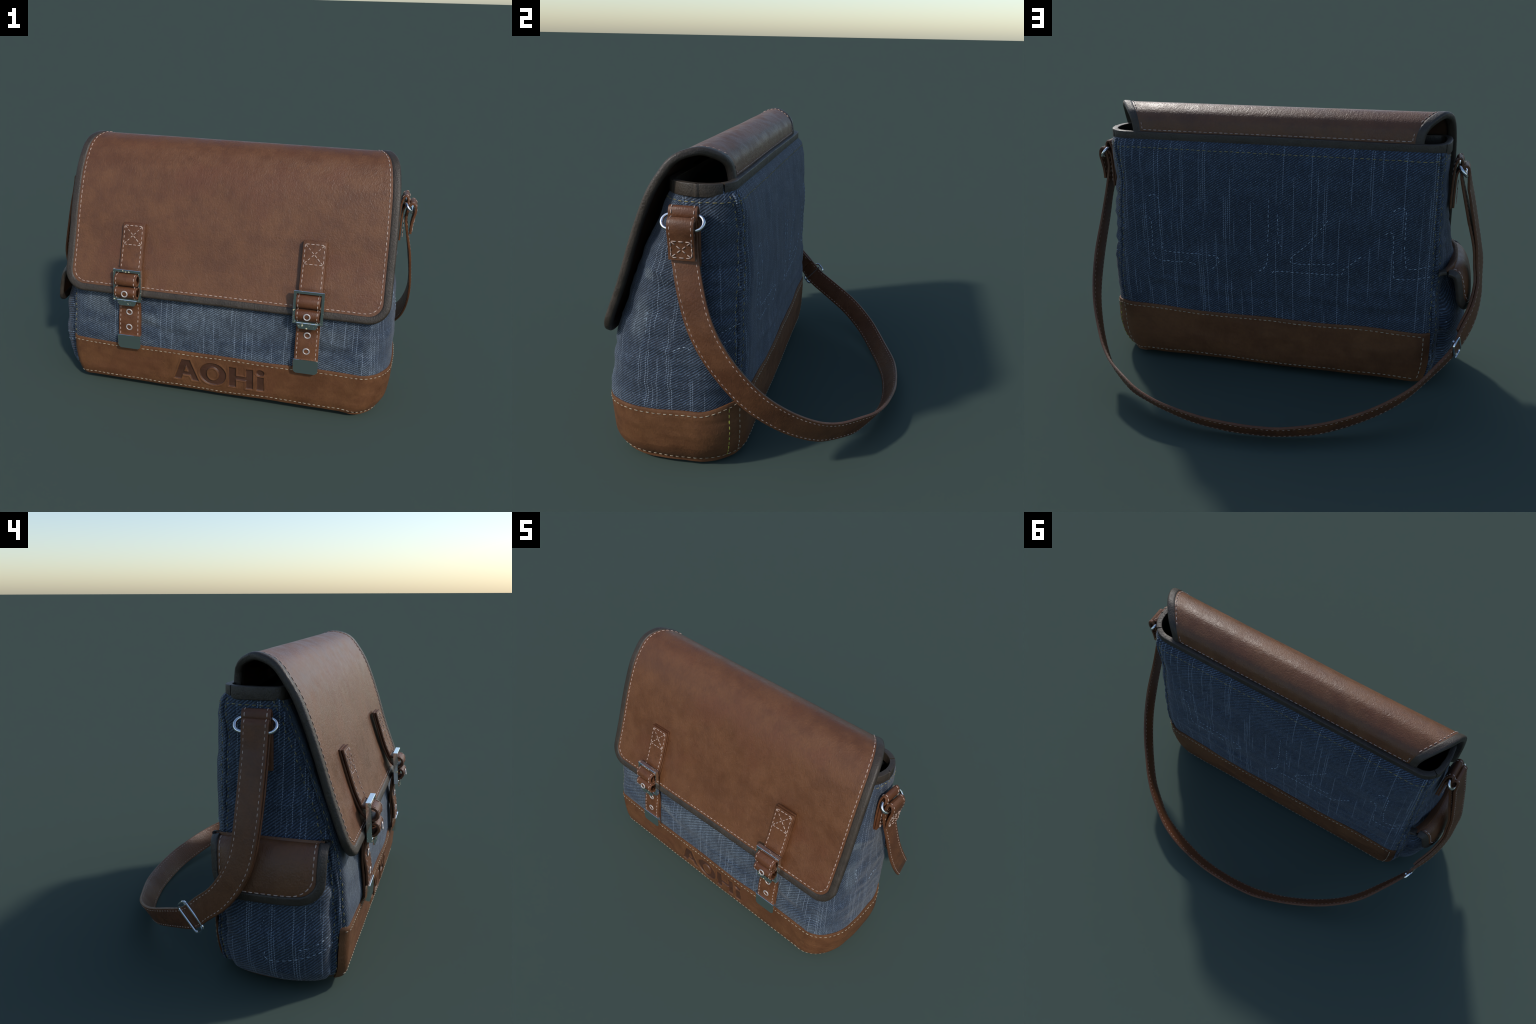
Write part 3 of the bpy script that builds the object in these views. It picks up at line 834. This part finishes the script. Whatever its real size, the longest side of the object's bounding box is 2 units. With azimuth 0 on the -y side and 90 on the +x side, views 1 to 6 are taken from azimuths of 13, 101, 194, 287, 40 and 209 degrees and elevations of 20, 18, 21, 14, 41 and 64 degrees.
def eyelet(z, y, lean_n):
    n_ = norm(np.array(lean_n)); a = np.array([1.0, 0, 0]); b = norm(np.cross(n_, a))
    C = np.array([np.array([0, y, z]) + 0.0150 * (math.cos(t) * a + math.sin(t) * b) for t in np.linspace(0, 2 * math.pi, 29)[:-1]])
    v, f = tube_loop(C, 0.0036, 8)
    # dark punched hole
    return v, f
eyelets = []
for z, y in ((.600, -.6385), (.474, front_y(.474) - 0.0310), (.390, front_y(.39) - 0.0310)):
    nrm_ = (0, -1, -0.05) if z < .55 else (0, -1, 0.1)
    eyelets.append(eyelet(z, y, nrm_))
M_EYELET = Nodes("pale_enamel_eyelet").finish(Base_Color=(0.46, 0.42, 0.40), Roughness=0.4, Metallic=0.3)

shared = {}
for x in (-0.449, 0.510):
    def put(name, verts, faces, mat, parent, ang=35, stuff=False):
        key = name + str(len(verts))
        if key in shared:
            ob = shared[key].copy(); bpy.context.scene.collection.objects.link(ob)
        else:
            ob = new_object(name, verts, faces, mat, parent, ang, stuff); shared[key] = ob
        ob.parent = parent
        return ob
    s = put("fastening_strap", both.v, both.f, M_STRAP, ROOT)
    s.location.x = x
    s.location.y = TILT * (x - CX)
    put("buckle", buckle_soup.v, buckle_soup.f, M_STEEL, s, 20)
    put("strap_tip", tv, tf, M_PLATE, s, 20)
    put("stitching", thread_soup.v, thread_soup.f, M_THREAD, s, 0, True)
    for k, (ev, ef) in enumerate(eyelets):
        if ("eyelet", k) in shared:
            ob = shared[("eyelet", k)].copy(); bpy.context.scene.collection.objects.link(ob)
        else:
            ob = new_object("eyelet", ev, ef, M_EYELET, s, 0); shared[("eyelet", k)] = ob
        ob.parent = s

# -------------------------------------------------------------------- side loops, rings, long strap
LOOP = [(.903, .905), (.904, 1.000), (.907, 1.075), (.914, 1.118), (.925, 1.140), (.937, 1.137), (.943, 1.115), (.938, 1.096), (.926, 1.083),
        (.919, 1.060), (.9165, 1.000), (.9155, .908)]
LOOP = [(a - 0.006, b) for a, b in LOOP]
def mirror(x): return 2 * CX - x - 0.006
def xbox(soup, at, n_, e, lo, hi):
    for a, b in (((-e, lo), (e, lo)), ((-e, hi), (e, hi)), ((-e, lo), (e, hi)), ((e, lo), (-e, hi)), ((-e, lo), (-e, hi)), ((e, lo), (e, hi))):
        row = np.array([at(a[0] + (b[0] - a[0]) * t, a[1] + (b[1] - a[1]) * t) for t in np.linspace(0, 1, 10)])
        stitch_row(soup, row, n_, 0.0235, 0.016, 0.0021)
for side in (1, -1):
    fx = (lambda x: x) if side > 0 else mirror
    P = spline([(fx(a), -0.193, b) for a, b in LOOP], 110)
    T, W, N = frames(P, np.repeat(np.array([[0, 1.0, 0]]), len(P), 0))
    v, f = sweep(P, W, N, rounded_rect(0.0575, 0.005, 0.003, 3))
    loop = new_object("strap_loop", v, f, M_STRAP, smooth_angle=35)
    soup = Soup()
    out = N if (N[50, 2] > 0) == (P[50, 2] > P[20, 2]) else -N
    c_in = P.mean(0)
    for sy in (-1, 1):
        k0, k1 = 34, 76
        outn = norm(np.where(((P - np.array([fx(.925), -.193, 1.11])) * N).sum(1)[:, None] > 0, N, -N))
        row = P[k0:k1] + outn[k0:k1] * 0.005 + np.array([0, sy * 0.044, 0])
        stitch_row(soup, row, outn[k0:k1], 0.0235, 0.016, 0.0022)
    ox = fx(.9155) + side * 0.0055
    xbox(soup, lambda y, z: np.array([ox, -0.193 + y, z]), np.array([side, 0, 0.0]), 0.044, 0.925, 1.02)
    new_object("stitching", soup.v, soup.f, M_THREAD, loop, 0, True)
    # oval ring joining loop and strap
    c = np.array([fx(.941), -.193, 1.087]); u = np.array([0, 1.0, 0]); w = norm(np.array([side * 0.60, 0, -0.80]))
    ring_pts = []
    hl, hh = 0.082, 0.030
    for a in np.linspace(-90, 90, 15): ring_pts.append(c + u * (hl - hh + hh * math.cos(math.radians(a))) + w * hh * math.sin(math.radians(a)))
    for a in np.linspace(90, 270, 15): ring_pts.append(c + u * (-hl + hh + hh * math.cos(math.radians(a))) + w * hh * math.sin(math.radians(a)))
    v, f = tube_loop(resample(np.array(ring_pts + ring_pts[:1]), 81)[:-1], 0.0072, 10)
    new_object("ring", v, f, M_CHROME, loop, 0)

# long strap: the two edges of the band, from the right ring round behind the bag to the slider and up to the left ring
EDGE_A = [(.940, -.139, 1.045), (.953, -.132, .95), (.970, -.113, .84), (.982, -.085, .74), (.984, -.050, .66), (.979, .006, .563), (.954, .094, .453), (.913, .187, .355),
          (.845, .298, .267), (.769, .394, .205), (.666, .489, .168), (.525, .580, .140), (.410, .624, .118), (.285, .650, .104), (.156, .663, .096),
          (.029, .660, .089), (-.095, .645, .085), (-.209, .616, .085), (-.383, .553, .104), (-.557, .471, .150), (-.713, .350, .203), (-.812, .215, .258), (-.880, .115, .315),
          (-.918, .030, .395), (-.954, -.046, .472), (-.968, -.106, .582), (-.957, -.131, .674), (-.939, -.140, .781), (-.904, -.146, .936), (-.877, -.148, 1.050)]
EDGE_B = [(.940, -.244, 1.045), (.957, -.237, .95), (.980, -.214, .842), (.989, -.183, .719), (.989, -.143, .618), (.981, -.077, .506), (.963, .006, .385), (.931, .089, .295),
          (.871, .191, .200), (.796, .296, .128), (.740, .355, .096), (.630, .445, .068), (.510, .505, .052), (.400, .540, .038), (.264, .568, .024),
          (.110, .574, .014), (-.040, .562, .009), (-.160, .540, .008), (-.328, .492, .016), (-.527, .405, .062), (-.676, .305, .120), (-.796, .174, .190), (-.880, .060, .238),
          (-.932, -.005, .300), (-.970, -.085, .362), (-.990, -.155, .430), (-.993, -.205, .520), (-.983, -.230, .640), (-.953, -.241, .790), (-.921, -.246, .920)]
EDGE_B[-1] = (-.887, -.246, 1.050)
EDGE_B[-2] = (-.921, -.245, .925)
def two_edges(A, B, n):
    """spline both edges with the same parameter and return centre and width direction"""
    J = spline_param(np.hstack([np.array(A), np.array(B)]))
    C = (J[:, :3] + J[:, 3:]) / 2
    d = np.r_[0, np.cumsum(np.linalg.norm(np.diff(C, axis=0), axis=1))]
    s = np.linspace(0, d[-1], n)
    J = np.stack([np.interp(s, d, J[:, k]) for k in range(6)], 1)
    return (J[:, :3] + J[:, 3:]) / 2, norm(J[:, :3] - J[:, 3:])
def spline_param(P):
    P = np.vstack([2 * P[0] - P[1], P, 2 * P[-1] - P[-2]]); out = []
    for i in range(1, len(P) - 2):
        a, b, c, d = P[i - 1], P[i], P[i + 1], P[i + 2]
        t = np.linspace(0, 1, 16, endpoint=False)[:, None]
        out.append(0.5 * (2 * b + (c - a) * t + (2 * a - 5 * b + 4 * c - d) * t ** 2 + (3 * b - a - 3 * c + d) * t ** 3))
    out.append(P[-2][None])
    return np.vstack(out)
def settle(E, dy, dz):                                         # how the hanging bow lies behind the bag
    out = []
    for x, y, z in E:
        w = float(smooth(0.06, 0.35, y))
        dx = (0.012 * float(smooth(0.60, 0.80, z)) - 0.004 * float(smooth(0.62, 0.50, z) * smooth(0.3, 0.42, z))) if x > 0.9 else 0.0
        out.append((x - dx, y + w * float(lerp(x, dy)), z + w * float(lerp(x, dz))))
    return out
C, Wd = two_edges(settle(EDGE_A, [(-.7, 0), (-.2, -.006), (0, -.018), (.3, -.023), (.6, -.028), (.9, -.015)], [(-.3, .004), (.1, .006), (.6, .012), (.9, .008)]),
                  settle(EDGE_B, [(-.7, .010), (-.2, .018), (.1, .006), (.5, -.010), (.9, -.010)], [(-.3, -.001), (.1, -.001), (.6, .006), (.9, .008)]), 420)
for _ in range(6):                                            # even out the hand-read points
    C[1:-1] = C[1:-1] * 0.5 + (C[:-2] + C[2:]) * 0.25
    Wd[1:-1] = norm(Wd[1:-1] * 0.5 + (Wd[:-2] + Wd[2:]) * 0.25)
BAND_W, BAND_T = 0.053, 0.0062
Yw = np.array([0, 1.0, 0])
# turned end at the right ring: the free end lies outside, goes over the ring and runs on as the strap
fold_r = [(.961, -.191, .945), (.963, -.191, .990), (.970, -.191, 1.030), (.977, -.191, 1.062), (.974, -.191, 1.090), (.961, -.191, 1.104), (.947, -.191, 1.094), (.939, -.191, 1.070)]
fold_l = [(-.8840, -.197, 1.075), (-.880, -.197, 1.098), (-.868, -.197, 1.106), (-.857, -.197, 1.094), (-.853, -.197, 1.068), (-.855, -.197, 1.035)]
C0 = np.vstack([np.array(fold_r), C[3:-3:3], np.array(fold_l)])
W0 = np.vstack([np.repeat(Yw[None], len(fold_r), 0), Wd[3:-3:3], np.repeat(Yw[None], len(fold_l), 0)])
# inner layer on the left: from the ring down inside the outer layer to the slider bar
T0, Wf, Nf = frames(C, Wd)
k_slide = int(np.argmin(np.linalg.norm(C - np.array([-.893, .072, .285]), axis=1)))
inner_c, inner_w = [], []
for k in range(len(C) - 22, k_slide + 6, -4):
    inward = Nf[k] if (Nf[k] @ (np.array([0, -.2, C[k, 2]]) - C[k])) > 0 else -Nf[k]
    gap = 0.0145 + 0.014 * float(smooth(.60, 1.0, C[k, 2]))
    inner_c.append(C[k] + inward * gap); inner_w.append(Wd[k])
C0 = np.vstack([C0, np.array(inner_c)]); W0 = np.vstack([W0, np.array(inner_w)])
J = spline_param(np.hstack([C0, W0]))
d = np.r_[0, np.cumsum(np.linalg.norm(np.diff(J[:, :3], axis=0), axis=1))]
s = np.linspace(0, d[-1], 900)
J = np.stack([np.interp(s, d, J[:, k]) for k in range(6)], 1)
SC, SW = J[:, :3], norm(J[:, 3:])
T, W, N = frames(SC, SW)
v, f = sweep(SC, W, N, rounded_rect(BAND_W, BAND_T, 0.003, 3))
long_strap = new_object("shoulder_strap", v, f, M_STRAP, smooth_angle=35)
soup = Soup()
for face in (1, -1):
    for e in (1, -1):
        row = SC + N * face * BAND_T + W * e * (BAND_W - 0.011)
        stitch_row(soup, row[4:-4], N[4:-4] * face, 0.0235, 0.0155, 0.0019, -0.0009)
outn = np.array([1.0, 0, 0])
xbox(soup, lambda y, z: np.array([np.interp(z, [.945, .99, 1.03], [.961, .963, .970]) + BAND_T + 0.0002, -.191 + y, z]), outn, 0.041, 0.955, 1.02)
new_object("stitching", soup.v, soup.f, M_THREAD, long_strap, 0, True)

# sliding adjuster
c, wv = C[k_slide], Wf[k_slide]
tv_ = norm(C[k_slide + 14] - C[k_slide]); nv_ = norm(np.cross(tv_, wv)); wv = norm(np.cross(nv_, tv_))
outw = -nv_ if (nv_ @ (np.array([0, -.2, .3]) - c)) > 0 else nv_
def stadium(hl, hw, r, n=60):
    pts = []
    for sx, sy, a0 in ((1, 1, 0), (-1, 1, 90), (-1, -1, 180), (1, -1, 270)):
        for a in np.linspace(a0, a0 + 90, 8):
            pts.append((sx * (hl - r) + r * math.cos(math.radians(a)), sy * (hw - r) + r * math.sin(math.radians(a))))
    return resample(np.array(pts + pts[:1]), n + 1)[:-1]
soup = Soup()
FR = np.array([c + outw * 0.0075 + wv * a + tv_ * b for a, b in stadium(0.070, 0.031, 0.018)])
soup.add(*tube_loop(FR, 0.0052, 8))
BAR = np.array([c - outw * 0.006 + wv * a for a in np.linspace(-0.066, 0.066, 12)])
Tb = np.repeat(wv[None], 12, 0)
soup.add(*sweep(BAR, np.repeat(tv_[None], 12, 0), np.repeat(outw[None], 12, 0), circle(0.0048, 8)))
new_object("slider", soup.v, soup.f, M_CHROME, long_strap, 30)

# ------------------------------------------------------------------------------- side pocket's flap
PY0, PY1 = 0.000, -0.478
CENTRE = [(-.838, .628), (-.868, .648), (-.898, .638), (-.920, .604), (-.936, .555), (-.944, .500), (-.944, .455), (-.936, .418)]
REAR = [(-.780, .612), (-.804, .622), (-.836, .622), (-.860, .606), (-.871, .560), (-.880, .510), (-.884, .465), (-.882, .430)]
FRONT = [(-.797, .624), (-.815, .634), (-.842, .630), (-.866, .605), (-.882, .560), (-.892, .510), (-.898, .465), (-.896, .430)]
cc, rr_, ff_ = (spline([(0, a, b) for a, b in q], 60)[:, 1:] for q in (CENTRE, REAR, FRONT))
def pocket_at(a, t):
    """a 0 (rear) .. 1 (front), t 0 (top) .. 1 (bottom)"""
    k = t * 59; i = min(int(k), 58); fr = k - i
    g = lambda q: q[i] * (1 - fr) + q[i + 1] * fr
    m_ = 4 * a * (1 - a); m_ = 1 - (1 - m_) ** 1.6
    e = g(rr_) * (1 - a) + g(ff_) * a
    p = e * (1 - m_) + g(cc) * m_
    y = PY0 + (PY1 - PY0) * a - 0.03 * (1 - a) ** 3 * t
    return np.array([p[0], y, p[1]])
def pocket_normal(a, t):
    d = 0.01
    A, B = pocket_at(min(a + d, 1), t) - pocket_at(max(a - d, 0), t), pocket_at(a, min(t + d, 1)) - pocket_at(a, max(t - d, 0))
    n_ = norm(np.cross(A, B))
    return n_ if n_[0] < 0 or n_[2] > 0.6 else -n_
nu, nv, RA, RT = 60, 50, 0.17, 0.24
PP = np.zeros((nu, nv, 3)); PN = np.zeros_like(PP)
for i in range(nu):
    a = 0.03 + 0.94 * (0.5 - 0.5 * math.cos(math.pi * i / (nu - 1)))
    e = max(0.0, RA - (a - 0.03), a - 0.97 + RA) / RA
    tm = 0.965 - RT * (1 - math.sqrt(max(0, 1 - e * e)))
    for j in range(nv):
        PP[i, j], PN[i, j] = pocket_at(a, tm * j / (nv - 1)), pocket_normal(a, tm * j / (nv - 1))
v, f = thick_sheet(PP, PN, 0.010)
pocket = new_object("pocket_flap", v, f, M_FLAP, smooth_angle=50)
def pocket_edge(ins, t0=0.0):
    a0, a1, tb = ins / 0.478, 1 - ins / 0.478, 1 - ins / 0.40
    ra, rt = RA, RT
    pts = [(a0, t) for t in np.linspace(t0, tb - rt, 20)]
    pts += [(a0 + ra - ra * math.cos(q), tb - rt + rt * math.sin(q)) for q in np.linspace(0, math.pi / 2, 14)[1:]]
    pts += [(a, tb) for a in np.linspace(a0 + ra, a1 - ra, 24)[1:-1]]
    pts += [(a1 - ra + ra * math.sin(q), tb - rt + rt * math.cos(q)) for q in np.linspace(0, math.pi / 2, 14)]
    pts += [(a1, t) for t in np.linspace(tb - rt, t0, 20)[1:]]
    return np.array([pocket_at(*p) for p in pts]), np.array([pocket_normal(*p) for p in pts])
C, N = pocket_edge(0.017)
C = C - N * 0.004
T = norm(np.gradient(C, axis=0)); W = norm(np.cross(N, T))
v, f = sweep(C, W, N, rounded_rect(0.020, 0.0105, 0.007, 3))
new_object("pocket_binding", v, [q for q in f], M_TRIM, pocket, 35)
soup = Soup()
C, N = pocket_edge(0.047, 0.06); stitch_row(soup, C, N, 0.0255, 0.018, 0.0024)
new_object("stitching", soup.v, soup.f, M_THREAD, pocket, 0, True)

# make every closed part's faces look outwards
import bmesh
for ob in bpy.data.objects:
    if ob.type == "MESH" and ob.name.split(".")[0] not in ("front_panel", "back_panel", "side_panel", "letter", "base_panel", "lining", "underside"):
        bm = bmesh.new(); bm.from_mesh(ob.data)
        bmesh.ops.recalc_face_normals(bm, faces=bm.faces)
        bm.to_mesh(ob.data); bm.free()
